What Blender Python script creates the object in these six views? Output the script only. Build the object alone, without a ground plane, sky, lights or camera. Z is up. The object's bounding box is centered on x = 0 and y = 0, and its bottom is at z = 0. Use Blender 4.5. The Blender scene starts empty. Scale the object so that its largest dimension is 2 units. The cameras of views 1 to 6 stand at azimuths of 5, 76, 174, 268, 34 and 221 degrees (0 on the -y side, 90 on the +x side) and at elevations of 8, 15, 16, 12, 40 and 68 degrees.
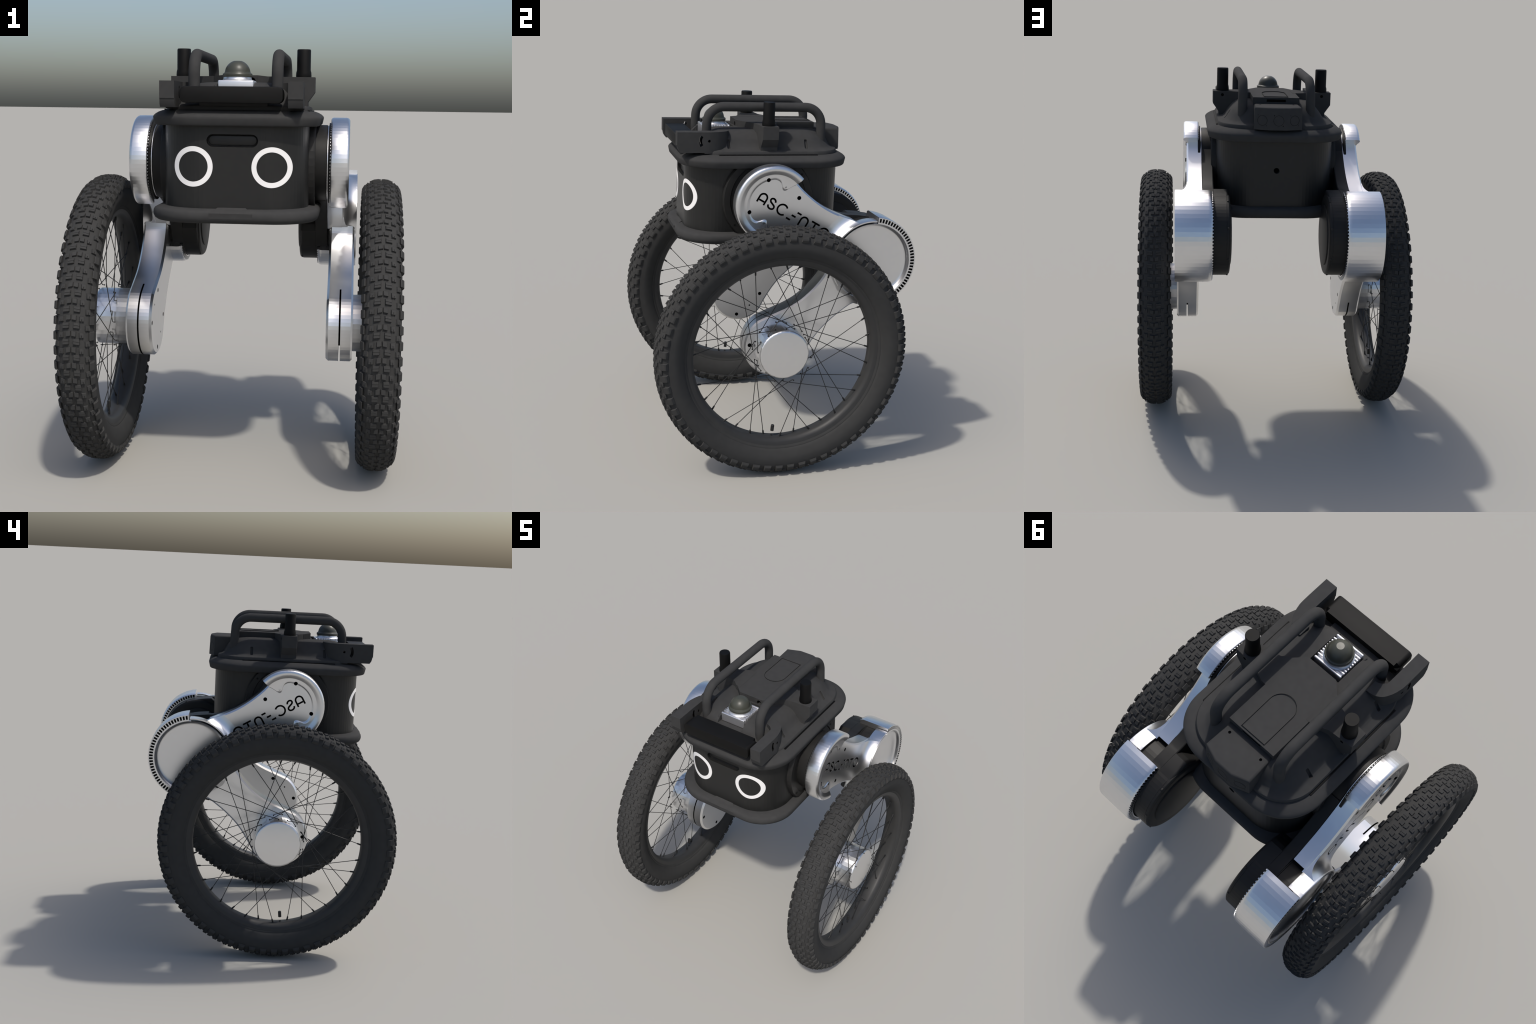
# Two-wheeled balancing robot: dark box body on two folding metal legs with
# bicycle wheels.  Everything is mirrored about x = 0, so the right side (+x)
# is built and the left side re-uses its meshes with scale.x = -1.
import bpy, bmesh, math
from math import sin, cos, pi, radians, atan2, hypot, sqrt
from mathutils import Vector, Matrix

# ------------------------------------------------------------------ materials
def material(name, color, rough=0.6, metal=0.0, spec=0.5, vary=0.06, scale=30.0,
             bump=0.0, bump_scale=200.0, coat=0.0):
    m = bpy.data.materials.new(name)
    m.use_nodes = True
    nt = m.node_tree
    b = nt.nodes["Principled BSDF"]
    tc = nt.nodes.new("ShaderNodeTexCoord")
    nz = nt.nodes.new("ShaderNodeTexNoise")
    nz.inputs["Scale"].default_value = scale
    nz.inputs["Detail"].default_value = 4.0
    nt.links.new(tc.outputs["Object"], nz.inputs["Vector"])
    rp = nt.nodes.new("ShaderNodeValToRGB")
    rp.color_ramp.elements[0].position = 0.3
    rp.color_ramp.elements[1].position = 0.7
    lo = [c * (1 - vary) for c in color] + [1]
    hi = [min(1, c * (1 + vary)) for c in color] + [1]
    rp.color_ramp.elements[0].color = lo
    rp.color_ramp.elements[1].color = hi
    nt.links.new(nz.outputs["Fac"], rp.inputs["Fac"])
    nt.links.new(rp.outputs["Color"], b.inputs["Base Color"])
    b.inputs["Roughness"].default_value = rough
    b.inputs["Metallic"].default_value = metal
    b.inputs["Specular IOR Level"].default_value = spec
    b.inputs["Coat Weight"].default_value = coat
    if bump > 0:
        n2 = nt.nodes.new("ShaderNodeTexNoise")
        n2.inputs["Scale"].default_value = bump_scale
        nt.links.new(tc.outputs["Object"], n2.inputs["Vector"])
        bp = nt.nodes.new("ShaderNodeBump")
        bp.inputs["Strength"].default_value = bump
        bp.inputs["Distance"].default_value = 0.002
        nt.links.new(n2.outputs["Fac"], bp.inputs["Height"])
        nt.links.new(bp.outputs["Normal"], b.inputs["Normal"])
    return m

PLASTIC = material("dark_grey_plastic", (0.0425, 0.0425, 0.0425), 0.85, spec=0.05)
SHELL = material("black_shell_paint", (0.0135, 0.0135, 0.0130), 0.42, spec=0.32)
MOTOR = material("dark_motor_casing", (0.0150, 0.0147, 0.0142), 0.5, spec=0.20)
RUBBER = material("tyre_rubber", (0.042, 0.042, 0.0415), 0.85, spec=0.05, vary=0.05)
RIMBLK = material("black_rim_paint", (0.030, 0.030, 0.030), 0.5, spec=0.3)
SPOKE = material("black_spoke_steel", (0.016, 0.016, 0.016), 0.5, spec=0.3)
ALU = material("brushed_aluminium", (0.765, 0.768, 0.778), 0.31, metal=1.0, vary=0.008)
CHROME = material("cast_sensor_metal", (0.74, 0.74, 0.76), 0.33, metal=0.85, vary=0.015)
SEAM = material("seam_shadow_grey", (0.024, 0.024, 0.024), 0.8, spec=0.05)
BLACK = material("matt_black", (0.0025, 0.0025, 0.0025), 0.7, spec=0.15)
GLOSS = material("black_sensor_bar", (0.0045, 0.0044, 0.0042), 0.6, spec=0.16)
ANT = material("black_antenna_plastic", (0.0030, 0.0030, 0.0030), 0.6, spec=0.15)
DOME = material("smoky_green_dome", (0.046, 0.048, 0.038), 0.40, spec=0.4)
WHITE = material("white_eye_paint", (0.80, 0.79, 0.78), 0.5, spec=0.2, vary=0.01)

# ------------------------------------------------------------------ helpers
COL = bpy.context.scene.collection

def empty(name, parent=None, loc=(0, 0, 0)):
    o = bpy.data.objects.new(name, None)
    o.location = loc
    COL.objects.link(o)
    if parent: o.parent = parent
    return o

def finish(bm, name, mats, parent=None, smooth=35.0, recalc=True):
    if recalc:
        bmesh.ops.recalc_face_normals(bm, faces=bm.faces[:])
    for f in bm.faces: f.smooth = True
    lim = radians(smooth)
    for e in bm.edges:
        if len(e.link_faces) == 2 and e.calc_face_angle(0) > lim:
            e.smooth = False
    me = bpy.data.meshes.new(name)
    bm.to_mesh(me)
    bm.free()
    if not isinstance(mats, (list, tuple)): mats = [mats]
    for m in mats: me.materials.append(m)
    o = bpy.data.objects.new(name, me)
    COL.objects.link(o)
    if parent: o.parent = parent
    return o

def mirror(o, parent=None):
    c = o.copy()
    c.scale = (-o.scale[0], o.scale[1], o.scale[2])
    c.location = (-o.location[0], o.location[1], o.location[2])
    c.parent = parent or o.parent
    COL.objects.link(c)
    return c

def grid(bm, rows, close_u=False, close_v=False, mat=0):
    """rows of 3D points -> quads."""
    V = [[bm.verts.new(p) for p in r] for r in rows]
    n, m = len(V), len(V[0])
    F = []
    for i in range(n if close_v else n - 1):
        for j in range(m if close_u else m - 1):
            a, b = V[i][j], V[i][(j + 1) % m]
            c, d = V[(i + 1) % n][(j + 1) % m], V[(i + 1) % n][j]
            f = bm.faces.new((a, b, c, d))
            f.material_index = mat
            F.append(f)
    return V, F

def cap(bm, ring, mat=0):
    f = bm.faces.new(ring)
    f.material_index = mat
    return f

def revolve(bm, prof, cy, cz, segs, a0=0.0, a1=360.0, close=True, facet=False,
            ends=True, mat=0, matfn=None):
    """profile (r, x) turned about the x axis through (cy, cz)."""
    full = abs(a1 - a0) >= 359.99
    n = segs if full else segs + 1
    rows = []
    for i in range(n):
        a = radians(a0 + (a1 - a0) * i / segs)
        rows.append([(x, cy + r * cos(a), cz + r * sin(a)) for r, x in prof])
    V, F = grid(bm, rows, close_u=close, close_v=full, mat=mat)
    if matfn:
        m = len(prof); per = m if close else m - 1
        for k, f in enumerate(F): f.material_index = matfn(k % per)
    if close and not full and ends:
        cap(bm, V[0]); cap(bm, list(reversed(V[-1])))
    if facet:
        for r in V:
            for j in range(len(r) if close else len(r) - 1):
                e = bm.edges.get((r[j], r[(j + 1) % len(r)]))
                if e: e.smooth = False
    bmesh.ops.remove_doubles(bm, verts=bm.verts[:], dist=1e-6)
    return V

def lathe_solid(prof_open, cy, cz, segs, facet=False, bm=None, mat=0):
    """profile from axis to axis: (0,x0) ... (0,x1)"""
    bm = bm or bmesh.new()
    rows = []
    for i in range(segs):
        a = 2 * pi * i / segs
        rows.append([(x, cy + r * cos(a), cz + r * sin(a)) for r, x in prof_open])
    V, F = grid(bm, rows, close_v=True, mat=mat)
    if facet:
        for r in V:
            for j in range(1, len(r) - 2):
                e = bm.edges.get((r[j], r[j + 1]))
                if e: e.smooth = False
    bmesh.ops.remove_doubles(bm, verts=bm.verts[:], dist=1e-6)
    return bm

def inset(pts, d):
    """polygon outline moved inwards by d (mitred)."""
    n = len(pts)
    area = sum(pts[k][0] * pts[(k + 1) % n][1] - pts[(k + 1) % n][0] * pts[k][1] for k in range(n))
    sg = 1 if area > 0 else -1
    out = []
    for k in range(n):
        a, b, c = Vector(pts[k - 1][:2]), Vector(pts[k][:2]), Vector(pts[(k + 1) % n][:2])
        e0, e1 = (b - a).normalized(), (c - b).normalized()
        n0, n1 = Vector((-e0.y, e0.x)) * sg, Vector((-e1.y, e1.x)) * sg
        m = n0 + n1
        if m.length < 1e-6: m = n0
        m.normalize()
        out.append(tuple(b + m * (d / max(0.5, m.dot(n0)))))
    return out

def prism(bm, pts, x0, x1, b0=0.0, b1=0.0, seg=2, fmap=None, facet=False, mat=0):
    """2D outline -> solid between x0 and x1; b0 / b1 round (seg>1) or chamfer (seg=1) the two rims."""
    fmap = fmap or (lambda p, x: (x, p[0], p[1]))
    d = 1 if x1 > x0 else -1
    rings = []
    if b0 > 0:
        for k in range(seg):
            t = pi / 2 * k / seg
            rings.append((b0 * (1 - sin(t)) if seg > 1 else b0, x0 + d * (b0 * (1 - cos(t)) if seg > 1 else 0)))
        rings.append((0, x0 + d * b0))
    else:
        rings.append((0, x0))
    if b1 > 0:
        rings.append((0, x1 - d * b1))
        for k in range(seg - 1, -1, -1):
            t = pi / 2 * k / seg
            rings.append((b1 * (1 - sin(t)) if seg > 1 else b1, x1 - d * (b1 * (1 - cos(t)) if seg > 1 else 0)))
    else:
        rings.append((0, x1))
    rows = [[fmap(p, x) for p in (inset(pts, i) if i > 0 else pts)] for i, x in rings]
    V, _ = grid(bm, rows, close_u=True, mat=mat)
    cap(bm, list(reversed(V[0])), mat); cap(bm, V[-1], mat)
    return bm

def box(bm, c, s, bevel=0.0, seg=2, mat=0, M=None):
    r = bmesh.ops.create_cube(bm, size=1.0)
    vs = r["verts"]
    for v in vs:
        v.co = Vector((c[0] + v.co.x * s[0], c[1] + v.co.y * s[1], c[2] + v.co.z * s[2]))
        if M: v.co = M @ v.co
    fs = {f for v in vs for f in v.link_faces}
    for f in fs: f.material_index = mat
    if bevel > 0:
        es = list({e for v in vs for e in v.link_edges})
        bmesh.ops.bevel(bm, geom=es, offset=bevel, segments=seg, profile=0.5, affect='EDGES')
    return bm

def cylinder(bm, p0, p1, r0, r1=None, n=16, mat=0):
    r1 = r0 if r1 is None else r1
    p0, p1 = Vector(p0), Vector(p1)
    d = (p1 - p0).normalized()
    t = Vector((0, 0, 1)) if abs(d.z) < 0.9 else Vector((1, 0, 0))
    a = d.cross(t).normalized(); b = d.cross(a)
    A, B = [], []
    for i in range(n):
        w = a * cos(2 * pi * i / n) + b * sin(2 * pi * i / n)
        A.append(bm.verts.new(p0 + w * r0)); B.append(bm.verts.new(p1 + w * r1))
    for i in range(n):
        f = bm.faces.new((A[i], A[(i + 1) % n], B[(i + 1) % n], B[i])); f.material_index = mat
    cap(bm, list(reversed(A)), mat); cap(bm, B, mat)

def tube(bm, pts, r, n=16):
    """round tube along a polyline, capped."""
    P = [Vector(p) for p in pts]
    rows = []
    t0 = (P[1] - P[0]).normalized()
    ref = Vector((1, 0, 0)) if abs(t0.x) < 0.9 else Vector((0, 1, 0))
    for i, p in enumerate(P):
        t = (P[min(i + 1, len(P) - 1)] - P[max(i - 1, 0)]).normalized()
        a = (ref - t * ref.dot(t)).normalized(); b = t.cross(a)
        ref = a
        rows.append([p + (a * cos(2 * pi * k / n) + b * sin(2 * pi * k / n)) * r for k in range(n)])
    V, _ = grid(bm, rows, close_u=True)
    cap(bm, V[0]); cap(bm, list(reversed(V[-1])))

def fillet_path(pts, rad, n=8):
    """polyline with its inner corners rounded (rad: number or list)."""
    P = [Vector(p) for p in pts]
    out = [P[0]]
    for i in range(1, len(P) - 1):
        r = rad[i - 1] if isinstance(rad, (list, tuple)) else rad
        a = (P[i - 1] - P[i]).normalized(); b = (P[i + 1] - P[i]).normalized()
        ang = a.angle(b)
        d = r / math.tan(ang / 2)
        c = P[i] + (a + b).normalized() * (r / sin(ang / 2))
        s, e = P[i] + a * d - c, P[i] + b * d - c
        tot = s.angle(e)
        for k in range(n + 1):
            t = k / n
            w = (s * sin((1 - t) * tot) + e * sin(t * tot)) / sin(tot)
            out.append(c + w)
    out.append(P[-1])
    return out

def arc(cx, cy, r, a0, a1, n):
    return [(cx + r * cos(radians(a0 + (a1 - a0) * i / n)),
             cy + r * sin(radians(a0 + (a1 - a0) * i / n))) for i in range(n + 1)]

def smooth_curve(pts, n=6):
    """Catmull-Rom through 2D points."""
    P = [pts[0]] + list(pts) + [pts[-1]]
    out = []
    for i in range(1, len(P) - 2):
        p0, p1, p2, p3 = P[i - 1], P[i], P[i + 1], P[i + 2]
        for k in range(n):
            t = k / n
            out.append(tuple(0.5 * (2 * b + (c - a) * t + (2 * a - 5 * b + 4 * c - d) * t * t +
                                    (-a + 3 * b - 3 * c + d) * t ** 3)
                             for a, b, c, d in zip(p0, p1, p2, p3)))
    out.append(tuple(pts[-1]))
    return out

def subtract(o, cutter_bm, mats, selfcut=False, smooth=35.0):
    """boolean difference; the cutter's faces keep their own materials."""
    bmesh.ops.recalc_face_normals(cutter_bm, faces=cutter_bm.faces[:])
    me = bpy.data.meshes.new("cutter"); cutter_bm.to_mesh(me); cutter_bm.free()
    for m in mats: me.materials.append(m)
    c = bpy.data.objects.new("cutter", me); COL.objects.link(c)
    md = o.modifiers.new("cut", 'BOOLEAN')
    md.operation = 'DIFFERENCE'; md.object = c; md.solver = 'EXACT'
    md.material_mode = 'TRANSFER'
    md.use_self = selfcut
    dg = bpy.context.evaluated_depsgraph_get()
    new = bpy.data.meshes.new_from_object(o.evaluated_get(dg))
    o.modifiers.clear()
    old = o.data; o.data = new; new.name = old.name
    bpy.data.objects.remove(c); bpy.data.meshes.remove(me); bpy.data.meshes.remove(old)
    bm = bmesh.new(); bm.from_mesh(new)
    lim = radians(smooth)
    for e in bm.edges:
        if len(e.link_faces) == 2 and e.calc_face_angle(0) > lim: e.smooth = False
    for f in bm.faces: f.smooth = True
    bm.to_mesh(new); bm.free()
    return o

# ------------------------------------------------------------------ root
ROBOT = empty("wheeled_robot")
ROBOT["label"] = "two-wheeled balancing robot with dark box body and silver folding legs"
ROBOT["category"] = "robot"

# ------------------------------------------------------------------ body
def rrect(hx, yf, yr, rad, seg=14, bow=0.0):
    """rounded rectangle plan (x, y); bow pushes front and rear out a little."""
    P = []
    for cx, cy, a0 in ((hx - rad, yr - rad, 0), (-hx + rad, yr - rad, 90),
                       (-hx + rad, yf + rad, 180), (hx - rad, yf + rad, 270)):
        P += arc(cx, cy, rad, a0, a0 + 90, seg)
    return P

def loft(bm, levels, seg=14, mat=0, caps=(True, True)):
    rows = [[(x, y, z) for x, y in rrect(hx, yf, yr, rad, seg)] for z, hx, yf, yr, rad in levels]
    V, F = grid(bm, rows, close_u=True, mat=mat)
    if caps[0]: cap(bm, list(reversed(V[0])), mat)
    if caps[1]: cap(bm, V[-1], mat)
    return V

SH_X, SH_F, SH_R, SH_RAD = 0.325, -0.501, 0.370, 0.20

def shell_front(x):
    """y of the shell's front wall at x"""
    c = SH_X - SH_RAD
    ax = abs(x)
    if ax <= c: return SH_F
    return SH_F + SH_RAD - sqrt(max(0, SH_RAD ** 2 - (ax - c) ** 2))

HIP = (-0.069, 1.4747)
KNEE = (0.4835, 1.1575)
LINK_KNEE = (0.476, 1.161)   # frame of the lower link
AXLE = (-0.037, 0.700)

bm = bmesh.new()
V = loft(bm, [(1.25, SH_X, SH_F, SH_R, SH_RAD), (1.68, SH_X, SH_F, SH_R, SH_RAD)], seg=16)
for a, b in zip(V[0], V[1]):
    e = bm.edges.get((a, b))
    if e: e.smooth = False
body = finish(bm, "body_shell", [SHELL, BLACK, SHELL], ROBOT)
cut = bmesh.new()
# face slot: stadium pocket in the front
stad = arc(0.085, 1.586, 0.0275, -90, 90, 10) + arc(-0.085, 1.586, 0.0275, 90, 270, 10)
prism(cut, stad, -0.60, SH_F + 0.024, 0, 0.008, 3, fmap=lambda p, y: (p[0], y, p[1]), mat=0)
# cable hole at the rear
prism(cut, arc(0, 1.49, 0.0145, 0, 342, 19), 0.30, 0.40, fmap=lambda p, y: (p[0], y, p[1]), mat=1)
prism(cut, arc(0, 1.49, 0.0165, 0, 342, 19), 0.358, 0.40, fmap=lambda p, y: (p[0], y, p[1]), mat=0)
subtract(body, cut, [SHELL, BLACK, MOTOR], selfcut=True, smooth=1.0)

# slot lip: a thin inner stadium shelf
bm = bmesh.new()
stad2 = arc(0.085, 1.587, 0.021, -90, 90, 10) + arc(-0.085, 1.587, 0.021, 90, 270, 10)
prism(bm, stad2, SH_F + 0.016, SH_F + 0.03, 0.004, 0, 2, fmap=lambda p, y: (p[0], y, p[1]))
finish(bm, "status_light_window", SHELL, body)

# eye rings painted on the curved front
def eye(cx):
    bm = bmesh.new()
    rows = []
    for i in range(96):
        a = 2 * pi * i / 96
        row = []
        for r, off in ((0.0660, 0.0), (0.0662, 0.0016), (0.077, 0.0016), (0.0878, 0.0016), (0.088, 0.0)):
            x, z = cx + r * cos(a), 1.4725 + r * sin(a)
            row.append((x, shell_front(x) - off, z))
        rows.append(row)
    grid(bm, rows, close_v=True)
    return finish(bm, "eye_ring", WHITE, ROBOT)
eye(0.1725); eye(-0.1725)

# bumper rims: rounded bands round the box
def band(name, profile, mat):
    bm = bmesh.new()
    loft(bm, [(z, 0.3755 - i, -0.549 + i, 0.412 - i, max(0.215 - i, 0.05)) for i, z in profile], 16)
    return finish(bm, name, mat, ROBOT, smooth=40)
band("top_bumper_rim", [(0.058, 1.652), (0.016, 1.649), (0.010, 1.6505), (0.0065, 1.6545), (0.0015, 1.677), (0, 1.685),
                        (0.0035, 1.692), (0.012, 1.6995), (0.026, 1.7075), (0.043, 1.7135), (0.07, 1.7172)], PLASTIC)
rim = band("bottom_bumper_rim", [(0.06, 1.226), (0.034, 1.2265), (0.018, 1.230), (0.007, 1.238), (0.002, 1.248),
                        (0.0, 1.258), (0.002, 1.272), (0.007, 1.280), (0.016, 1.285), (0.052, 1.291)], PLASTIC)
# shallow raised pad on the front of the lower rim
bm = bmesh.new()
P = [(-0.058, -0.495, 1.298), (0.058, -0.495, 1.298), (0.094, -0.5505, 1.274), (-0.094, -0.5505, 1.274),
     (-0.058, -0.495, 1.250), (0.058, -0.495, 1.250), (0.094, -0.5480, 1.250), (-0.094, -0.5480, 1.250)]
v = [bm.verts.new(p) for p in P]
for f in ((0, 1, 2, 3), (7, 6, 5, 4), (0, 3, 7, 4), (1, 5, 6, 2), (3, 2, 6, 7), (0, 4, 5, 1)):
    bm.faces.new([v[k] for k in f])
finish(bm, "bumper_pad", PLASTIC, rim)

# round side mounts where the legs bolt on
def side_mount():
    bm = bmesh.new()
    pr = [(0, 0.30), (0.255, 0.30), (0.253, 0.345), (0.248, 0.352), (0.214, 0.352), (0.210, 0.346), (0, 0.346)]
    lathe_solid(pr, HIP[0], HIP[1], 48, True, bm)
    # clip below the upper rim and above the lower one
    for z, n in ((1.650, (0, 0, 1)), (1.262, (0, 0, -1))):
        g = bm.verts[:] + bm.edges[:] + bm.faces[:]
        r = bmesh.ops.bisect_plane(bm, geom=g, plane_co=(0, 0, z), plane_no=n, clear_outer=True)
        es = [e for e in r["geom_cut"] if isinstance(e, bmesh.types.BMEdge)]
        bmesh.ops.edgenet_fill(bm, edges=es)
    o = finish(bm, "side_mount", MOTOR, ROBOT)
    for k in range(4):
        a = radians(37 + 90 * k)
        if abs(sin(a)) * 0.23 > 0.17: pass
        b2 = bmesh.new()
        y, z = HIP[0] + 0.231 * cos(a), HIP[1] + 0.231 * sin(a)
        cylinder(b2, (0.350, y, z), (0.3530, y, z), 0.007, 0.006, 14)
        finish(b2, "mount_bolt", BLACK, o)
    return o
sm = side_mount()
smm = mirror(sm)
for ch in list(sm.children): mirror(ch, smm).scale = (1, 1, 1)
for ch in list(smm.children): ch.location = (0, 0, 0)

# ------------------------------------------------------------------ lid
bm = bmesh.new()
loft(bm, [(1.700, 0.318, -0.474, 0.360, 0.17), (1.728, 0.318, -0.474, 0.360, 0.17), (1.735, 0.314, -0.470, 0.356, 0.168),
          (1.738, 0.304, -0.464, 0.348, 0.165), (1.742, 0.286, -0.452, 0.335, 0.155), (1.752, 0.272, -0.442, 0.324, 0.15),
          (1.775, 0.258, -0.434, 0.314, 0.15), (1.795, 0.245, -0.424, 0.303, 0.15), (1.812, 0.230, -0.408, 0.291, 0.15),
          (1.826, 0.210, -0.385, 0.273, 0.14), (1.835, 0.186, -0.360, 0.250, 0.13), (1.840, 0.152, -0.330, 0.215, 0.11)], 16)
lid = finish(bm, "lid", [PLASTIC, BLACK], ROBOT, smooth=40)
cut = bmesh.new()
# sensor pocket, open to the front
box(cut, (0, -0.340, 1.84), (0.168, 0.245, 0.104))
# front ledge drops a step

# little drain notches in the flanks
for sx in (1, -1):
    for y in (-0.282, 0.156):
        M = Matrix.Translation((sx * 0.262, y, 1.766)) @ Matrix.Rotation(-sx * radians(28), 4, 'Y')
        box(cut, (0, 0, 0), (0.022, 0.017, 0.058), 0.006, M=M)
subtract(lid, cut, [PLASTIC, BLACK], selfcut=True, smooth=40)

def flat_part(name, plan, z0, z1, b0, b1, mat=PLASTIC, parent=None, crown=None, seg=3, smooth=35, taper=None):
    bm = bmesh.new()
    prism(bm, plan, z0, z1, 0, 0, seg, fmap=lambda p, z: (p[0], p[1], z))
    es = [e for e in bm.edges if e.calc_face_angle(0) > radians(20) and max(v.co.z for v in e.verts) > z1 - 1e-4]
    bmesh.ops.bevel(bm, geom=es, offset=b1, segments=seg, profile=0.5, affect='EDGES', clamp_overlap=True)
    if taper or crown:
        for v in bm.verts:
            if taper: v.co = taper(v.co)
            if crown: v.co.z += crown(v.co)
    return finish(bm, name, mat, parent or lid, smooth)

# raised battery cover
half = [(0.080, -0.206), (0.128, -0.160), (0.128, 0.236)]
plan = half + [(-x, y) for x, y in reversed(half)]
cover = flat_part("battery_cover", plan, 1.79, 1.878, 0, 0.012,
                  crown=lambda c: -0.4 * c.x * c.x if c.z > 1.85 else 0, parent=lid)
cut = bmesh.new()
cylinder(cut, (0.055, -0.24, 1.851), (0.055, -0.18, 1.851), 0.0145, mat=0)
box(cut, (0, 0.24, 1.854), (0.105, 0.05, 0.014))
subtract(cover, cut, [BLACK])
# hatch seam on the cover (thin inlaid line)
def seam(name, pts, w, z_of, mat=BLACK, parent=cover, closed=False, h=0.0003):
    bm = bmesh.new()
    n = len(pts)
    rows = []
    for i in range(n):
        a = Vector(pts[(i - 1) % n] if (closed or i > 0) else pts[i])
        b = Vector(pts[(i + 1) % n] if (closed or i < n - 1) else pts[i])
        t = (b - a).normalized(); nn = Vector((-t.y, t.x)) * w / 2
        p = Vector(pts[i])
        l, r = p + nn, p - nn
        rows.append([(l.x, l.y, z_of(l) - 0.004), (l.x, l.y, z_of(l) + h), (r.x, r.y, z_of(r) + h), (r.x, r.y, z_of(r) - 0.004)])
    V, _ = grid(bm, rows, close_u=True, close_v=closed)
    if not closed: cap(bm, V[0]); cap(bm, list(reversed(V[-1])))
    return finish(bm, name, mat, parent)
zc = lambda p: 1.878 - 0.4 * p.x * p.x
seam("hatch_seam", [(-0.0655, 0.228)] + arc(0, 0.052, 0.0655, 180, 360, 28) + [(0.0655, 0.228)], 0.0009, zc, SEAM)
seam("hatch_seam", [(-0.0655, 0.2255), (0.0655, 0.2255)], 0.0009, zc, SEAM)

# shoulders of the cover and the antenna brackets
def bracket():
    plan = [(0.110, -0.160), (0.140, -0.156), (0.172, -0.128), (0.215, -0.118), (0.338, -0.108),
            (0.338, -0.020), (0.215, -0.012), (0.180, 0.004), (0.150, 0.018), (0.110, 0.018)]
    def tp(c):
        # underside of the outer block slopes back to the lid
        if c.z < 1.80 and c.x > 0.30: c.x = 0.306
        return c
    o = flat_part("antenna_bracket", plan, 1.722, 1.872, 0, 0.009, parent=lid)
    cut = bmesh.new()
    # sloped relief below the overhang
    prism(cut, [(0.306, 1.70), (0.306, 1.757), (0.3385, 1.803), (0.40, 1.803), (0.40, 1.70)], -0.2, 0.1,
          fmap=lambda p, y: (p[0], y, p[1]))
    cylinder(cut, (0.285, -0.03, 1.852), (0.285, 0.05, 1.852), 0.0085, mat=1)
    subtract(o, cut, [PLASTIC, BLACK], selfcut=True)
    return o
br = bracket(); mirror(br)
# half-round drip hoods sit over the bracket's cable holes

def antenna():
    bm = bmesh.new()
    pr = [(0, 1.868), (0.0355, 1.868), (0.0365, 1.878), (0.0355, 1.893), (0.0325, 1.905), (0.0322, 1.995), (0.0300, 2.0), (0, 2.0)]
    rows = [[(r * cos(2 * pi * i / 40), r * sin(2 * pi * i / 40), z) for r, z in pr] for i in range(40)]
    grid(bm, rows, close_v=True)
    bmesh.ops.remove_doubles(bm, verts=bm.verts[:], dist=1e-6)
    o = finish(bm, "antenna", ANT, ROBOT, smooth=30)
    o.location = (0.283, -0.066, 0)
    return o
mirror(antenna())

# carrying handles
def handle():
    bm = bmesh.new()
    pts = fillet_path([(0.184, -0.392, 1.755), (0.184, -0.388, 1.961), (0.184, 0.258, 1.961), (0.188, 0.263, 1.735)], 0.094, 12)
    tube(bm, pts, 0.0258, 24)
    return finish(bm, "carrying_handle", PLASTIC, lid, smooth=60)
mirror(handle())

# connector box at the rear
bm = bmesh.new()
top = [(0.122, 0.22), (0.128, 0.381), (0.046, 0.411), (-0.046, 0.411), (-0.128, 0.381), (-0.122, 0.22)]
bot = [(0.122, 0.22), (0.130, 0.385), (0.047, 0.415), (-0.047, 0.415), (-0.130, 0.385), (-0.122, 0.22)]
va = [bm.verts.new((x, y, 1.718)) for x, y in bot]
vb = [bm.verts.new((x, y, 1.838)) for x, y in top]
cap(bm, list(reversed(va))); ft = cap(bm, vb)
for i in range(6): bm.faces.new((va[i], va[(i + 1) % 6], vb[(i + 1) % 6], vb[i]))
bmesh.ops.bevel(bm, geom=list(ft.edges), offset=0.011, segments=3, profile=0.5, affect='EDGES')
cbox = finish(bm, "connector_box", [PLASTIC, BLACK], lid)
cut = bmesh.new()
for sx in (1, -1):
    cylinder(cut, (sx * 0.091, 0.274, 1.81), (sx * 0.091, 0.274, 1.85), 0.0068)
subtract(cbox, cut, [BLACK])
# three round connector outlines with two screws each
def socket(cx, cy, ang, r):
    M = Matrix.Translation((cx, cy, 1.769)) @ Matrix.Rotation(ang, 4, 'Z') @ Matrix.Rotation(radians(2), 4, 'X')
    bm = bmesh.new()
    rows = []
    for i in range(48):
        a = 2 * pi * i / 48
        rows.append([M @ Vector((q * cos(a), d, q * sin(a))) for q, d in ((r - 0.0009, -0.004), (r - 0.0007, 0.0007), (r + 0.0007, 0.0007), (r + 0.0009, -0.004))])
    grid(bm, rows, close_v=True, close_u=True)
    for s in (1, -1):
        p0 = M @ Vector((s * 0.024, -0.003, s * 0.0275)); p1 = M @ Vector((s * 0.024, 0.0008, s * 0.0275))
        cylinder(bm, p0, p1, 0.0030 if abs(cx) < 0.01 else 0.0018, n=12)
    finish(bm, "connector_outline", BLACK, cbox)
socket(0, 0.4130, 0, 0.0275)
for s in (1, -1):
    socket(s * 0.0870, 0.3985, -s * atan2(0.030, 0.0825), 0.0265)

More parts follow.
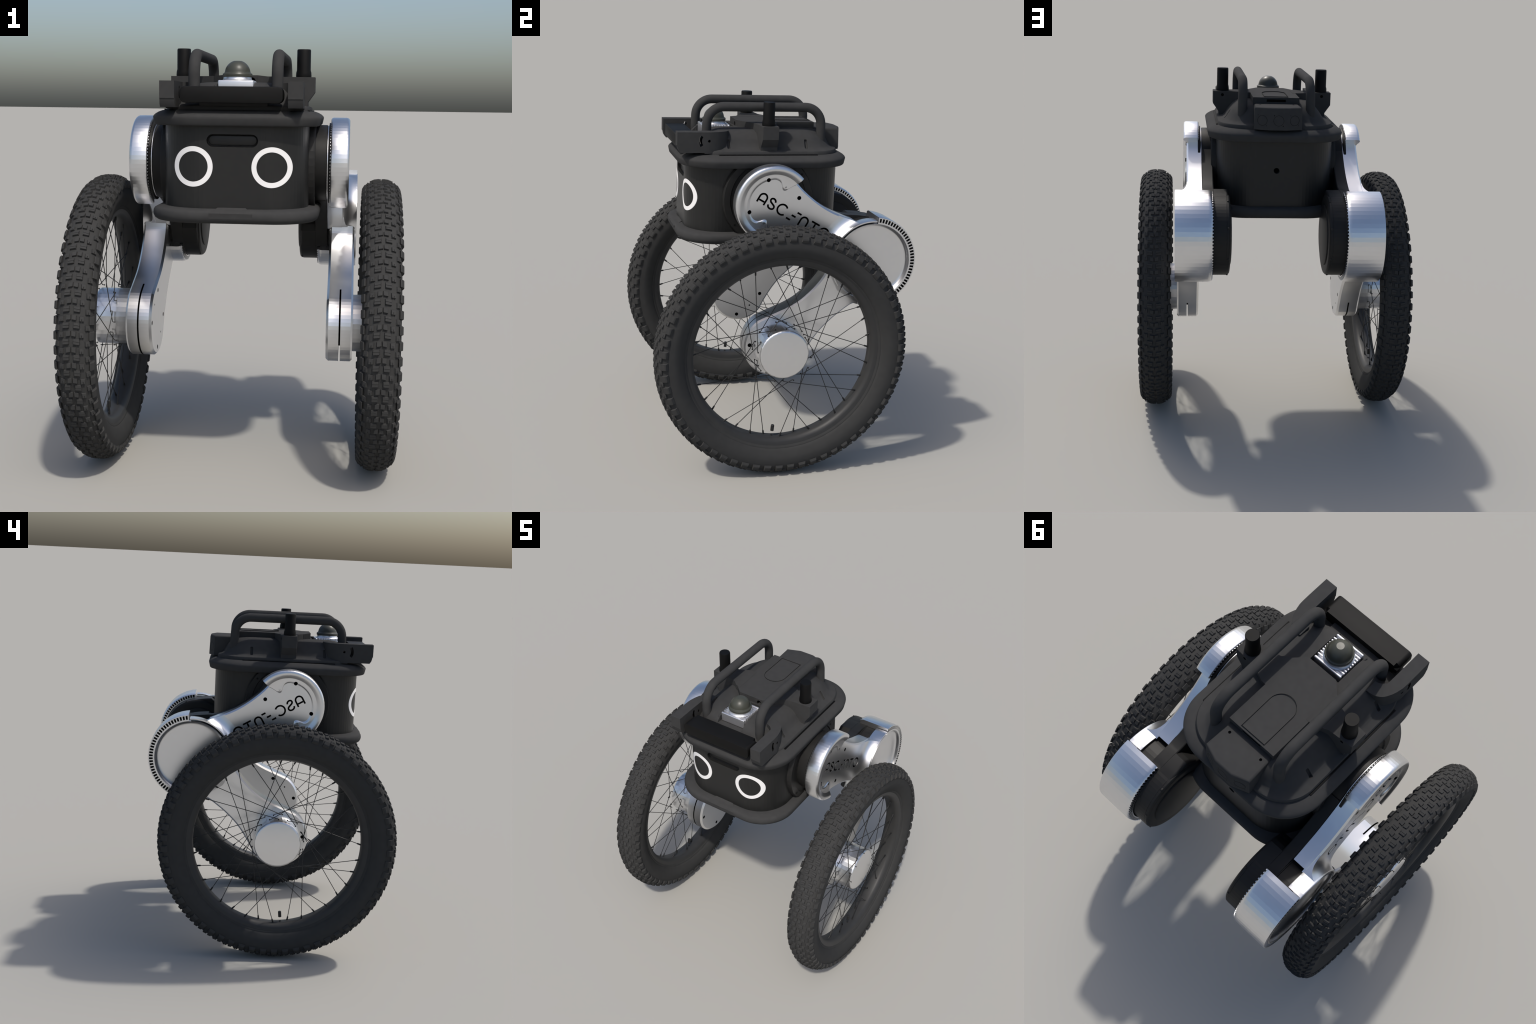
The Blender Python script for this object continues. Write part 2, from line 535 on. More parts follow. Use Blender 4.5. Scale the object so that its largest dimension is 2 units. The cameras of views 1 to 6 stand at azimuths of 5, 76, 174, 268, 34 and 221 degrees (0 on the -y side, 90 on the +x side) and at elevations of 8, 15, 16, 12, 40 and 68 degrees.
# sensor bar and its two arms
bm = bmesh.new()
bar = arc(0.198, 1.7945, 0.022, 0, 90, 5) + arc(-0.198, 1.7945, 0.022, 90, 180, 5) + \
      arc(-0.198, 1.7685, 0.022, 180, 270, 5) + arc(0.198, 1.7685, 0.022, 270, 360, 5)
prism(bm, bar, -0.563, -0.458, 0.004, 0, 2, fmap=lambda p, y: (p[0], y, p[1]))
es = [e for e in bm.edges if all(abs(v.co.y + 0.458) < 1e-4 for v in e.verts)]
bmesh.ops.bevel(bm, geom=es, offset=0.020, segments=1, profile=0.5, affect='EDGES', clamp_overlap=True)
finish(bm, "sensor_bar", GLOSS, ROBOT, smooth=25)
bm = bmesh.new()
box(bm, (0, -0.445, 1.755), (0.30, 0.06, 0.045), 0.006)
finish(bm, "bar_mount", PLASTIC, lid)

def arm():
    outer = smooth_curve([(0.306, -0.570), (0.306, -0.42), (0.301, -0.375), (0.289, -0.335), (0.268, -0.300), (0.235, -0.280), (0.195, -0.275)], 4)
    inner = smooth_curve([(0.195, -0.335), (0.218, -0.342), (0.236, -0.360), (0.242, -0.385), (0.242, -0.570)], 4)
    bm = bmesh.new()
    prism(bm, outer + inner, 1.722, 1.838, 0, 0, 3, fmap=lambda p, z: (p[0], p[1], z))
    es = [e for e in bm.edges if e.calc_face_angle(0) > radians(40) and max(v.co.z for v in e.verts) > 1.83]
    bmesh.ops.bevel(bm, geom=es, offset=0.012, segments=3, profile=0.5, affect='EDGES', clamp_overlap=True)
    o = finish(bm, "sensor_arm", [PLASTIC, BLACK], lid)
    cut = bmesh.new()
    # rounded nose, seen from the side
    prism(cut, [(-0.60, 1.70), (-0.535, 1.70), (-0.535, 1.7235), (-0.552, 1.727), (-0.562, 1.742), (-0.5672, 1.765), (-0.60, 1.765)], 0.2, 0.4)
    # front part of the underside is cut up a little
    box(cut, (0.27, -0.52, 1.70), (0.2, 0.2, 0.054))
    # curved slot and pivot hole
    cylinder(cut, (0.22, -0.396, 1.790), (0.34, -0.396, 1.790), 0.0075, n=14, mat=1)
    c = arc(-0.396, 1.790, 0.0565, 146, 214, 12)
    c2 = arc(-0.396, 1.790, 0.0400, 214, 146, 12)
    prism(cut, c + c2, 0.22, 0.34, mat=1)
    subtract(o, cut, [PLASTIC, BLACK], selfcut=True)
    return o
mirror(arm())

# thin solid black strips along the line between lid flange and rim
def gap():
    bm = bmesh.new()
    box(bm, (0.3215, -0.067, 1.7165), (0.009, 0.553, 0.006))
    return finish(bm, "lid_edge_black_strip", BLACK, lid)
mirror(gap())

# ------------------------------------------------------------------ dome sensor
LC = (-0.0, -0.316)
bm = bmesh.new()
box(bm, (0, LC[1], 1.812), (0.146, 0.150, 0.044), 0.003, 2)            # core
for y in (LC[1] - 0.0725, LC[1] + 0.0725):                             # solid front and back walls
    box(bm, (0, y, 1.8185), (0.157, 0.013, 0.057), 0.005, 3)
for k in range(8):                                                     # cooling fins on both flanks
    t = (k - 3.5) * 0.0148
    xi = sqrt(max(0.0004, 0.071 ** 2 - t * t)) - 0.004
    for sx in (1, -1):
        box(bm, (sx * (xi + 0.0785) / 2, LC[1] + t, 1.8185), (0.0785 - xi, 0.0088, 0.057), 0.0032, 2)
lidar = finish(bm, "dome_sensor", CHROME, ROBOT, smooth=30)
bm = bmesh.new()
pr = [(0.0, 1.820), (0.0715, 1.822), (0.0715, 1.8465), (0.066, 1.850), (0.063, 1.855), (0.062, 1.864), (0, 1.864)]
rows = [[(r * cos(2 * pi * i / 48), LC[1] + r * sin(2 * pi * i / 48), z) for r, z in pr] for i in range(48)]
grid(bm, rows, close_v=True)
finish(bm, "sensor_collar", CHROME, lidar)
bm = bmesh.new()
pr = [(0.0, 1.862), (0.0655, 1.863), (0.0665, 1.867), (0.0665, 1.874), (0.0645, 1.878), (0.0600, 1.880), (0.0575, 1.884)]
for k in range(1, 13):
    a = radians(6 + (72 - 6) * k / 12)
    pr.append((0.0572 * cos(a), 1.880 + 0.0560 * sin(a)))
pr += [(0, 1.9335)]
rows = [[(r * cos(2 * pi * i / 48), LC[1] + r * sin(2 * pi * i / 48), z) for r, z in pr] for i in range(48)]
grid(bm, rows, close_v=True)
finish(bm, "sensor_dome", DOME, lidar, smooth=12)
bm = bmesh.new()
tube(bm, fillet_path([(-0.088, -0.40, 1.78), (-0.088, -0.40, 1.822), (-0.088, -0.372, 1.822), (-0.088, -0.372, 1.78)], 0.008, 4), 0.006, 10)
finish(bm, "sensor_cable", PLASTIC, lidar)

# ------------------------------------------------------------------ legs
D1 = (cos(radians(-30)), sin(radians(-30))); N1 = (0.5, cos(radians(30)))
L1 = 0.636
def up(p, x):  # upper-link frame -> world
    return (x, HIP[0] + p[0] * D1[0] + p[1] * N1[0], HIP[1] + p[0] * D1[1] + p[1] * N1[1])
dy, dz = AXLE[0] - LINK_KNEE[0], AXLE[1] - LINK_KNEE[1]
L2 = hypot(dy, dz)
D2 = (dy / L2, dz / L2); N2 = (-D2[1], D2[0])
def lo(p, x):
    return (x, LINK_KNEE[0] + p[0] * D2[0] + p[1] * N2[0], LINK_KNEE[1] + p[0] * D2[1] + p[1] * N2[1])

LEG = empty("leg", ROBOT)

# --- dark drive housing behind the upper link
edge = smooth_curve([(0.10, 0.152), (0.16, 0.137), (0.24, 0.129), (0.32, 0.128), (0.375, 0.134), (0.42, 0.149), (0.445, 0.162), (0.478, 0.178), (0.513, 0.193), (0.548, 0.204)], 5)
kn = arc(L1 - 0.004, 0, 0.2185, 109, -109, 36)
outl = arc(0, 0, 0.178, 304, 56, 36)
plan = outl + edge + kn + [(u, -w) for u, w in reversed(edge)]
bm = bmesh.new()
prism(bm, plan, 0.341, 0.4012, 0.006, 0.0, 2, fmap=up)
web = [(u, w) for u, w in edge if u > 0.44]
prism(bm, [(0.425, 0.08), (0.432, 0.13)] + web + kn + [(u, -w) for u, w in reversed(web)] + [(0.432, -0.13), (0.425, -0.08)],
      0.268, 0.345, 0.010, 0.0, 3, fmap=up)
drive = finish(bm, "drive_housing", MOTOR, LEG, smooth=12)
bm = bmesh.new()
lathe_solid([(0, 0.34), (0.178, 0.409), (0.187, 0.410), (0.188, 0.412), (0.188, 0.424), (0, 0.424)], HIP[0], HIP[1], 64, True, bm)
finish(bm, "hip_motor_flange", MOTOR, drive)
bm = bmesh.new()
lathe_solid([(0, 0.252), (0.160, 0.252), (0.165, 0.254), (0.166, 0.259), (0.202, 0.259), (0.211, 0.261), (0.2180, 0.268), (0.2190, 0.279),
             (0.2190, 0.2795), (0.2180, 0.280), (0.2190, 0.2805), (0.2190, 0.405), (0.2120, 0.407), (0.2120, 0.506), (0, 0.506)], 0.479, 1.1605, 64, True, bm)
for k in range(8):
    a = radians(22.5 + 45 * k)
    y, z = 0.479 + 0.2165 * cos(a), 1.1605 + 0.2165 * sin(a)
    box(bm, (0.272, y, z), (0.010, 0.012, 0.012), 0.003, 2)
finish(bm, "knee_motor", MOTOR, drive)

# --- silver upper link
top = smooth_curve([(0.050, 0.163), (0.09, 0.1505), (0.13, 0.1415), (0.17, 0.1345), (0.22, 0.1285), (0.28, 0.1265), (0.34, 0.131), (0.40, 0.1395), (0.442, 0.148)], 4)
tip = arc(L1, 0, 0.240, 141.7, 218.3, 16)[1:-1]
plan = arc(0, 0, 0.176, 285, 75, 40) + top + tip + [(u, -w) for u, w in reversed(top)]
bm = bmesh.new()
prism(bm, plan, 0.402, 0.4875, 0.003, 0.009, 1, fmap=up)
link = finish(bm, "upper_link", [ALU, BLACK], LEG, smooth=25)

# engraved lettering: cut strokes, floors and lower walls blackened for depth shade
def stroke(pts, w=0.0102, closed=False):
    """2D outline of a constant-width stroke."""
    n = len(pts); L, R = [], []
    for i in range(n):
        a = Vector(pts[i - 1] if (i > 0 or closed) else pts[i])
        b = Vector(pts[(i + 1) % n] if (i < n - 1 or closed) else pts[i])
        t = (b - a).normalized(); nn = Vector((-t.y, t.x)) * w / 2
        p = Vector(pts[i]); L.append(tuple(p + nn)); R.append(tuple(p - nn))
    return L, R
def engrave(bm, pts, depth=0.035, closed=False, w=0.0102):
    L, R = stroke(pts, w, closed)
    x0, xm, x1 = 0.4875 - depth, 0.4850, 0.52
    rows = [[up(l, x0), up(l, xm), up(l, x1), up(r, x1), up(r, xm), up(r, x0)] for l, r in zip(L, R)]
    V, F = grid(bm, rows, close_u=True, close_v=closed)
    for k, f in enumerate(F):
        f.material_index = 1 if k % 6 in (0, 4, 5) else 0
    if not closed:
        for row in (V[0], list(reversed(V[-1]))):
            bm.faces.new((row[1], row[2], row[3], row[4]))
            f = bm.faces.new((row[0], row[1], row[4], row[5])); f.material_index = 1
H = 0.0265
def letter_A(bm, u0):
    r = 0.0215
    engrave(bm, [(u0, -H - 0.004), (u0, H - r)] + arc(u0 + r, H - r, r, 180, 0, 14)[1:] + [(u0 + 2 * r, -H - 0.004)])
    engrave(bm, [(u0 + 0.0053, -0.0135), (u0 + 2 * r - 0.0053, -0.0135)])
cut = bmesh.new()
letter_A(cut, -0.0955)
S = smooth_curve([(0.0125, 0.0125), (0.0075, 0.0215), (-0.003, 0.0260), (-0.0135, 0.0225), (-0.0165, 0.0135), (-0.011, 0.0055), (0.0015, 0.0),
                  (0.0135, -0.006), (0.0178, -0.0145), (0.0135, -0.0235), (0.001, -0.0270), (-0.0115, -0.0225), (-0.0170, -0.0125)], 4)
engrave(cut, [(-0.0140 + a * 1.08, b * 1.08) for a, b in S])
engrave(cut, arc(0.0525, 0.0, 0.0287, 40, 318, 30))
for u, w in ((0.1065, -0.0272), (0.1270, 0.0), (0.1490, 0.0272)):
    engrave(cut, [(u - 0.0135, w), (u + 0.0135, w)])
r = 0.0215
engrave(cut, [(0.1725, -H - 0.004), (0.1725, H - r)] + arc(0.1725 + r, H - r, r, 180, 0, 14)[1:] + [(0.1725 + 2 * r, -H - 0.004)])
engrave(cut, [(0.233, 0.0262), (0.285, 0.0262)])
engrave(cut, [(0.259, 0.0209), (0.259, -0.0305)])
engrave(cut, arc(0.3270, 0.0, 0.0282, 0, 350, 35), closed=True)
# bolt holes: four large ones and two pins
def hole(bm, u, w, r, f, xa, xb, n=18):
    cylinder(bm, f((u, w), xa), f((u, w), xb), r, n=n, mat=1)
for u, w in ((0.1, 0.1), (0.1, -0.1), (-0.1, 0.1), (-0.1, -0.1)):
    hole(cut, u, w, 0.0115, up, 0.460, 0.52)
subtract(link, cut, [ALU, BLACK], smooth=25)

# --- hooked outer ring round the hip (swept section with lobed inner edge)
def ring_inner(a):
    """inner radius of the hook ring at local angle a (deg, 73..180)"""
    pts = [(73, 0.164), (75, 0.150), (78, 0.128), (80, 0.114), (83, 0.1025), (87, 0.0980), (92, 0.0985), (97, 0.1045), (101, 0.116), (105, 0.1280),
           (110, 0.1370), (116, 0.1420), (122, 0.1435), (130, 0.1425), (180, 0.1425)]
    for (a0, r0), (a1, r1) in zip(pts, pts[1:]):
        if a0 <= a <= a1:
            t = (a - a0) / (a1 - a0)
            return r0 + (r1 - r0) * t
    return pts[-1][1]
bm = bmesh.new()
rows = []
R = 0.213
N, PER = 120, 3
STEP = 214.0 / (N / PER)
for i in range(N + 1):
    a = 73 + 214 * i / N
    s = a if a <= 180 else 360 - a
    ri = ring_inner(s)
    rl = max(ri + 0.004, 0.166)
    # the turned outside is made of flat facets
    ph = ((a - 73) % STEP) - STEP / 2
    k = cos(radians(STEP / 2)) / cos(radians(ph))
    sec = [(ri - 0.006, 0.430), (ri - 0.006, 0.4876), (ri - 0.002, 0.4886), (ri, 0.4908), (ri + 0.003, 0.4930), (min(ri + 0.012, rl), 0.4935), (rl, 0.4935), (rl + 0.002, 0.4945),
           (0.177, 0.4990), (0.186, 0.5035), (0.193, 0.506), (0.199 * k, 0.506), (0.206 * k, 0.5035), (0.2108 * k, 0.498), (R * k, 0.490), (R * k, 0.427), (0.2105 * k, 0.4215), (0.2085 * k, 0.4200), (0.172, 0.4200)]
    ca, sa = cos(radians(a)), sin(radians(a))
    rows.append([up((r_ * ca, r_ * sa), x) for r_, x in sec])
V, F = grid(bm, rows, close_u=True)
cap(bm, V[0]); cap(bm, list(reversed(V[-1])))
ring = finish(bm, "hip_ring", [ALU, BLACK], LEG, smooth=40)
cut = bmesh.new()
for s in (1, -1):
    hole(cut, 0, 0.113 * s, 0.0052, up, 0.46, 0.52, 12)
    hole(cut, -0.1, 0.1 * s, 0.0115, up, 0.46, 0.52)
subtract(ring, cut, [ALU, BLACK], smooth=40)
bm = bmesh.new(); bm.from_mesh(ring.data)
for e in bm.edges:
    if len(e.link_faces) != 2: continue
    (ya, za), (yb, zb) = [(v.co.y - HIP[0], v.co.z - HIP[1]) for v in e.verts]
    if min(hypot(ya, za), hypot(yb, zb)) < 0.197: continue
    if abs(atan2(za, ya) - atan2(zb, yb)) < 0.002 and e.calc_face_angle(0) > radians(2.2): e.smooth = False
bm.to_mesh(ring.data); bm.free()

# --- slotted-looking ring: metal bridges over a black band
def bridges(bm, cy, cz, r0, r1, xa, xb, a0, a1, pitch, frac=0.42):
    n = int(round((a1 - a0) / pitch))
    for i in range(n + 1):
        a = radians(a0 + (a1 - a0) * i / n); h = radians(pitch * frac / 2)
        A, B = [], []
        for r_, t in ((r0, -h), (r1, -h), (r1, h), (r0, h)):
            A.append(bm.verts.new((xa, cy + r_ * cos(a + t), cz + r_ * sin(a + t))))
            B.append(bm.verts.new((xb, cy + r_ * cos(a + t), cz + r_ * sin(a + t))))
        bm.faces.new(A); bm.faces.new(list(reversed(B)))
        for k in range(4): bm.faces.new((A[k], B[k], B[(k + 1) % 4], A[(k + 1) % 4]))
bm = bmesh.new()
revolve(bm, [(0.191, 0.4192), (0.206, 0.4192), (0.206, 0.4205), (0.191, 0.4205)], HIP[0], HIP[1], 72, 43, 257)
vent = finish(bm, "hip_vent_black_band", BLACK, ring)
bm = bmesh.new()
bridges(bm, HIP[0], HIP[1], 0.1905, 0.2065, 0.4184, 0.4202, 44, 256, 4.2)
t = finish(bm, "hip_vent_bridges", ALU, ring); t["kind"] = "stuff"

# --- collar and fillet where the upper link meets the knee
bm = bmesh.new()
sec = [(0.2250, 0.476), (0.2325, 0.476), (0.2335, 0.478), (0.2335, 0.548), (0.2325, 0.551), (0.2260, 0.551), (0.2250, 0.549)]
revolve(bm, sec, KNEE[0], KNEE[1], 26, 150 - 64, 150 + 64, facet=True)
finish(bm, "knee_collar", ALU, link, smooth=40)
bm = bmesh.new()
rows = []
for r_, x in ((0.2315, 0.5495), (0.2340, 0.541), (0.238, 0.528), (0.245, 0.5145), (0.255, 0.503), (0.269, 0.4945), (0.288, 0.4893), (0.312, 0.4868)):
    um = L1 - r_
    wmax = 0.1285 if r_ > 0.3 else 0.1285 + (0.3 - r_) / 0.064 * 0.020
    h = math.degrees(math.asin(min(1, wmax / r_)))
    rows.append([up((L1 + r_ * cos(radians(180 + t)), r_ * sin(radians(180 + t))), x) for t in [h * k / 12 for k in range(-12, 13)]])
back = [[Vector(p) - Vector((0.06, 0, 0)) if i < 2 else Vector((0.47, p[1], p[2])) for p in row] for i, row in enumerate(rows)]
back = [[Vector((0.47, p[1], p[2])) for p in row] for row in rows]
Va, _ = grid(bm, rows)
Vb, _ = grid(bm, back)
n, m = len(rows), len(rows[0])
for i in range(n - 1):
    bm.faces.new((Va[i][0], Va[i + 1][0], Vb[i + 1][0], Vb[i][0]))
    bm.faces.new((Va[i][m - 1], Vb[i][m - 1], Vb[i + 1][m - 1], Va[i + 1][m - 1]))
for j in range(m - 1):
    bm.faces.new((Va[0][j], Vb[0][j], Vb[0][j + 1], Va[0][j + 1]))
    bm.faces.new((Va[n - 1][j], Va[n - 1][j + 1], Vb[n - 1][j + 1], Vb[n - 1][j]))
collar = finish(bm, "link_fillet", [ALU, BLACK], link, smooth=40)
cut = bmesh.new()
engrave(cut, arc(0.3270, 0.0, 0.0282, 0, 350, 35), closed=True)
subtract(collar, cut, [ALU, BLACK], smooth=40)

# --- knee housing (part of the lower link)
RK = 0.2535
def housing_section(grooved):
    ins = [(0.2165, 0.357), (0.221, 0.3500), (0.2265, 0.3500), (0.2265, 0.367), (0.2445, 0.367), (0.2445, 0.3550), (0.2465, 0.3562), (0.2495, 0.3605), (0.2522, 0.368), (RK, 0.377)]
    if grooved:
        return ins + [(RK, 0.548), (0.2520, 0.551), (0.2475, 0.551), (0.2475, 0.537), (0.2255, 0.537), (0.2255, 0.551), (0.2165, 0.551)]
    return ins + [(RK, 0.538), (0.2165, 0.538)]
bm = bmesh.new()
revolve(bm, housing_section(True), KNEE[0], KNEE[1], 34, -104.0, 84.5, facet=True,
        matfn=lambda k: 1 if k in (2, 3, 4, 12, 13, 14) else 0)
revolve(bm, housing_section(False), KNEE[0], KNEE[1], 7, -144.0, -104.05, facet=True,
        matfn=lambda k: 1 if k in (2, 3, 4) else 0)
house = finish(bm, "knee_housing", [ALU, BLACK], LEG, smooth=40)
bm = bmesh.new()
bridges(bm, KNEE[0], KNEE[1], 0.2245, 0.2485, 0.535, 0.5506, -103, 83.6, 4.2, 0.36)
bridges(bm, KNEE[0], KNEE[1], 0.2255, 0.2455, 0.3515, 0.370, -142, 83.6, 4.2, 0.40)
t = finish(bm, "vent_bridges", ALU, house); t["kind"] = "stuff"
bm = bmesh.new()
dish = [(0, 0.524), (0.180, 0.524), (0.192, 0.5248), (0.201, 0.5272), (0.2075, 0.5315), (0.2120, 0.5380), (0.2140, 0.5460), (0.2146, 0.5495), (0.2158, 0.5508), (0.2163, 0.5495)]
lathe_solid(dish + [(0.2163, 0.505), (0, 0.505)], KNEE[0], KNEE[1], 96, False, bm)
finish(bm, "knee_cap", ALU, house, smooth=30)

# --- lower link
EC = L2 + 0.011          # centre of the rounded axle end
lower_side = smooth_curve([(0.195, 0.150), (0.228, 0.124), (0.265, 0.1155), (0.305, 0.1115), (0.35, 0.1085), (0.40, 0.1085), (0.452, 0.1115), (0.51, 0.1215), (0.57, 0.1375), (0.615, 0.1520), (0.648, 0.1645), (EC - 0.0215, 0.1762)], 4)
upper_side = smooth_curve([(EC - 0.0215, -0.1762), (0.648, -0.1665), (0.61, -0.1530), (0.56, -0.1355), (0.51, -0.1185), (0.46, -0.1065), (0.41, -0.1015), (0.36, -0.1020), (0.31, -0.106), (0.26, -0.1155), (0.225, -0.127), (0.195, -0.15)], 4)
end = arc(EC, 0, 0.1775, 97, -97, 34)[1:-1]
plan = lower_side + end + upper_side + arc(0, 0, 0.235, -40, 40, 2)[1:-1]
bm = bmesh.new()
prism(bm, plan, 0.416, 0.541, 0.011, 0.009, 1, fmap=lo)
low = finish(bm, "lower_link", [ALU, BLACK], LEG, smooth=4.5)
cut = bmesh.new()
# clamping slit round the axle end
sl = arc(L2, 0, 0.30, 150, -150, 30)
inner = arc(L2, 0, 0.112, -135, 135, 30)
prism(cut, sl[4:-4] + inner, 0.4758, 0.4842, fmap=lo, mat=1)  # inside faces of the bare metal coloured black to darken the slit's interior
HC = EC + 0.003
for u in (0.1, -0.1):
    for w in (0.095, -0.105):
        hole(cut, HC + u, w, 0.0112, lo, 0.40, 0.432)
        if u > 0: hole(cut, HC + u, w, 0.0112, lo, 0.525, 0.56)
for w in (0.108, -0.118):
    hole(cut, HC, w, 0.0052, lo, 0.40, 0.425, 12)
subtract(low, cut, [ALU, BLACK], smooth=4.5)

# ------------------------------------------------------------------ wheel
WX = 0.66
WHEEL = empty("wheel", ROBOT, (WX, AXLE[0], AXLE[1]))
def tyre_r(x):
    """radius of the casing under the tread at lateral offset x"""
    t = min(1, abs(x) / 0.0835)
    return 0.617 + 0.0735 * (1 - t ** 2.6) ** (1 / 2.1)

bm = bmesh.new()
crown = [(tyre_r(x), x) for x in [0.0825 * sin(radians(k)) for k in range(-84, 85, 7)]]
side = [(0.606, 0.0845), (0.590, 0.0825), (0.572, 0.0765), (0.556, 0.0680), (0.545, 0.0610), (0.5435, 0.0585), (0.541, 0.0585), (0.536, 0.0560), (0.530, 0.0520), (0.515, 0.045)]
prof = [(r_, -x) for r_, x in reversed(side)] + crown + side
revolve(bm, prof, 0, 0, 144, close=False)
finish(bm, "tyre", RUBBER, WHEEL, smooth=30)

bm = bmesh.new()
half = [(0.4905, 0.0), (0.4912, 0.022), (0.4945, 0.034), (0.505, 0.0450), (0.5115, 0.0485), (0.529, 0.0515), (0.533, 0.0500), (0.5325, 0.0445), (0.521, 0.040), (0.512, 0.0)]
prof = half[:-1] + [half[-1]] + [(r_, -x) for r_, x in reversed(half[1:-1])]
revolve(bm, prof, 0, 0, 144)
rim_o = finish(bm, "rim", RIMBLK, WHEEL, smooth=30)

# tread knobs ------------------------------------------------------
PITCH = 360 / 62.0
def knob(bm, x0, x1, arc_len, ang, h, skew=0.0, taper=0.86, sipe=None, base=0.006):
    """frustum standing on the casing between lateral x0..x1 at angle ang."""
    xm = (x0 + x1) / 2
    rm = tyre_r(xm)
    dr = (tyre_r(xm + 0.004) - tyre_r(xm - 0.004)) / 0.008
    nrm = Vector((-dr, 1)).normalized()          # (x, r)
    tan = Vector((nrm.y, -nrm.x))
    wl = (x1 - x0) / max(0.35, tan.x) if abs(xm) < 0.07 else (x1 - x0)
    def pt(l, s, d, k):
        # l lateral -.5..5, s along the circumference, d depth along normal, k shrink
        q = tan * (l * wl * k) + nrm * d
        X, Rr = xm + q.x, rm + q.y
        aa = radians(ang) + (s * arc_len * k + skew * l * wl) / 0.69
        return (X, Rr * cos(aa), Rr * sin(aa))
    cells = {None: [(-.5, .5, -.5, .5)],
             'cross': [(-.5, .5, -.5, -.035), (-.5, .5, .035, .5)],
             'notch': [(-.5, .5, -.5, 0.0), (-.5, -.05, 0.0, .5), (.05, .5, 0.0, .5)]}[sipe]
    for l0, l1, s0, s1 in cells:
        A = [bm.verts.new(pt(l, s, -base, 1.06)) for l, s in ((l0, s0), (l1, s0), (l1, s1), (l0, s1))]
        B = [bm.verts.new(pt(l, s, h * (0.62 + 0.38 * min(1, (s + 0.5) / 0.8)), taper)) for l, s in ((l0, s0), (l1, s0), (l1, s1), (l0, s1))]
        bm.faces.new(A); bm.faces.new(list(reversed(B)))
        for k in range(4): bm.faces.new((A[k], B[k], B[(k + 1) % 4], A[(k + 1) % 4]))
bm = bmesh.new()
for i in range(62):
    a = (i - 0.41) * PITCH
    for s in (1, -1):
        def kb(x0, x1, *aa, **kw):
            if s < 0: x0, x1 = -x1, -x0
            kw["skew"] = kw.get("skew", 0) * s
            knob(bm, x0, x1, *aa, **kw)
        kb(0.0080, 0.0370, 0.0250, a, 0.0092, skew=0.10, sipe='cross')
        kb(0.0014, 0.0220, 0.0225, a + 0.5 * PITCH, 0.0092, skew=0.16)
        kb(0.0330, 0.0520, 0.0225, a + 0.60 * PITCH, 0.0088, skew=0.06, sipe='notch')
        kb(0.0560, 0.0720, 0.0245, a + 0.17 * PITCH, 0.0080, skew=0.04, sipe='notch')
tread = finish(bm, "tread_knobs", RUBBER, WHEEL, smooth=20)
tread["kind"] = "stuff"

# shoulder knobs: one shared block, placed round both edges
bm = bmesh.new()
def sk(l, s, d):
    # block on the shoulder, rising outwards; local frame at angle 0 (y radial)
    return None
pts_in = [(0.0700, 0.6640), (0.0855, 0.6200)]      # inner (tread) and outer (sidewall) base
top_in = [(0.0800, 0.6730), (0.0935, 0.6440), (0.0925, 0.6330)]
sec = [(0.068, 0.648), (0.0740, 0.6705), (0.0785, 0.6700), (0.0890, 0.6530), (0.0903, 0.6455), (0.0846, 0.6330)]
hl = 0.0165
A = [bm.verts.new((x, r_ * 1.0, -hl * 1.0 - (0.004 if k in (0, 5) else 0))) for k, (x, r_) in enumerate(sec)]
B = [bm.verts.new((x, r_ * 1.0, hl * 1.0 + (0.004 if k in (0, 5) else 0))) for k, (x, r_) in enumerate(sec)]
bm.faces.new(A); bm.faces.new(list(reversed(B)))
for k in range(6): bm.faces.new((A[k], B[k], B[(k + 1) % 6], A[(k + 1) % 6]))
shoulder = finish(bm, "shoulder_knob", RUBBER, WHEEL, smooth=20)
def place_shoulder(o, i, s):
    a = radians((i + 0.72 - 0.41) * PITCH)
    o.rotation_euler = (a, 0, 0)
    o.scale = (s, 1, 1)
place_shoulder(shoulder, 0, 1)
for i in range(62):
    for s in (1, -1):
        if i == 0 and s == 1: continue
        c = shoulder.copy(); COL.objects.link(c)
        place_shoulder(c, i, s)

# hub --------------------------------------------------------------
bm = bmesh.new()
lathe_solid([(0, 0.530 - WX), (0.1375, 0.530 - WX), (0.1375, 0.699 - WX), (0.1355, 0.706 - WX), (0.1305, 0.7105 - WX), (0.125, 0.712 - WX), (0, 0.712 - WX)], 0, 0, 36, True, bm)
finish(bm, "hub", ALU, WHEEL, smooth=35)

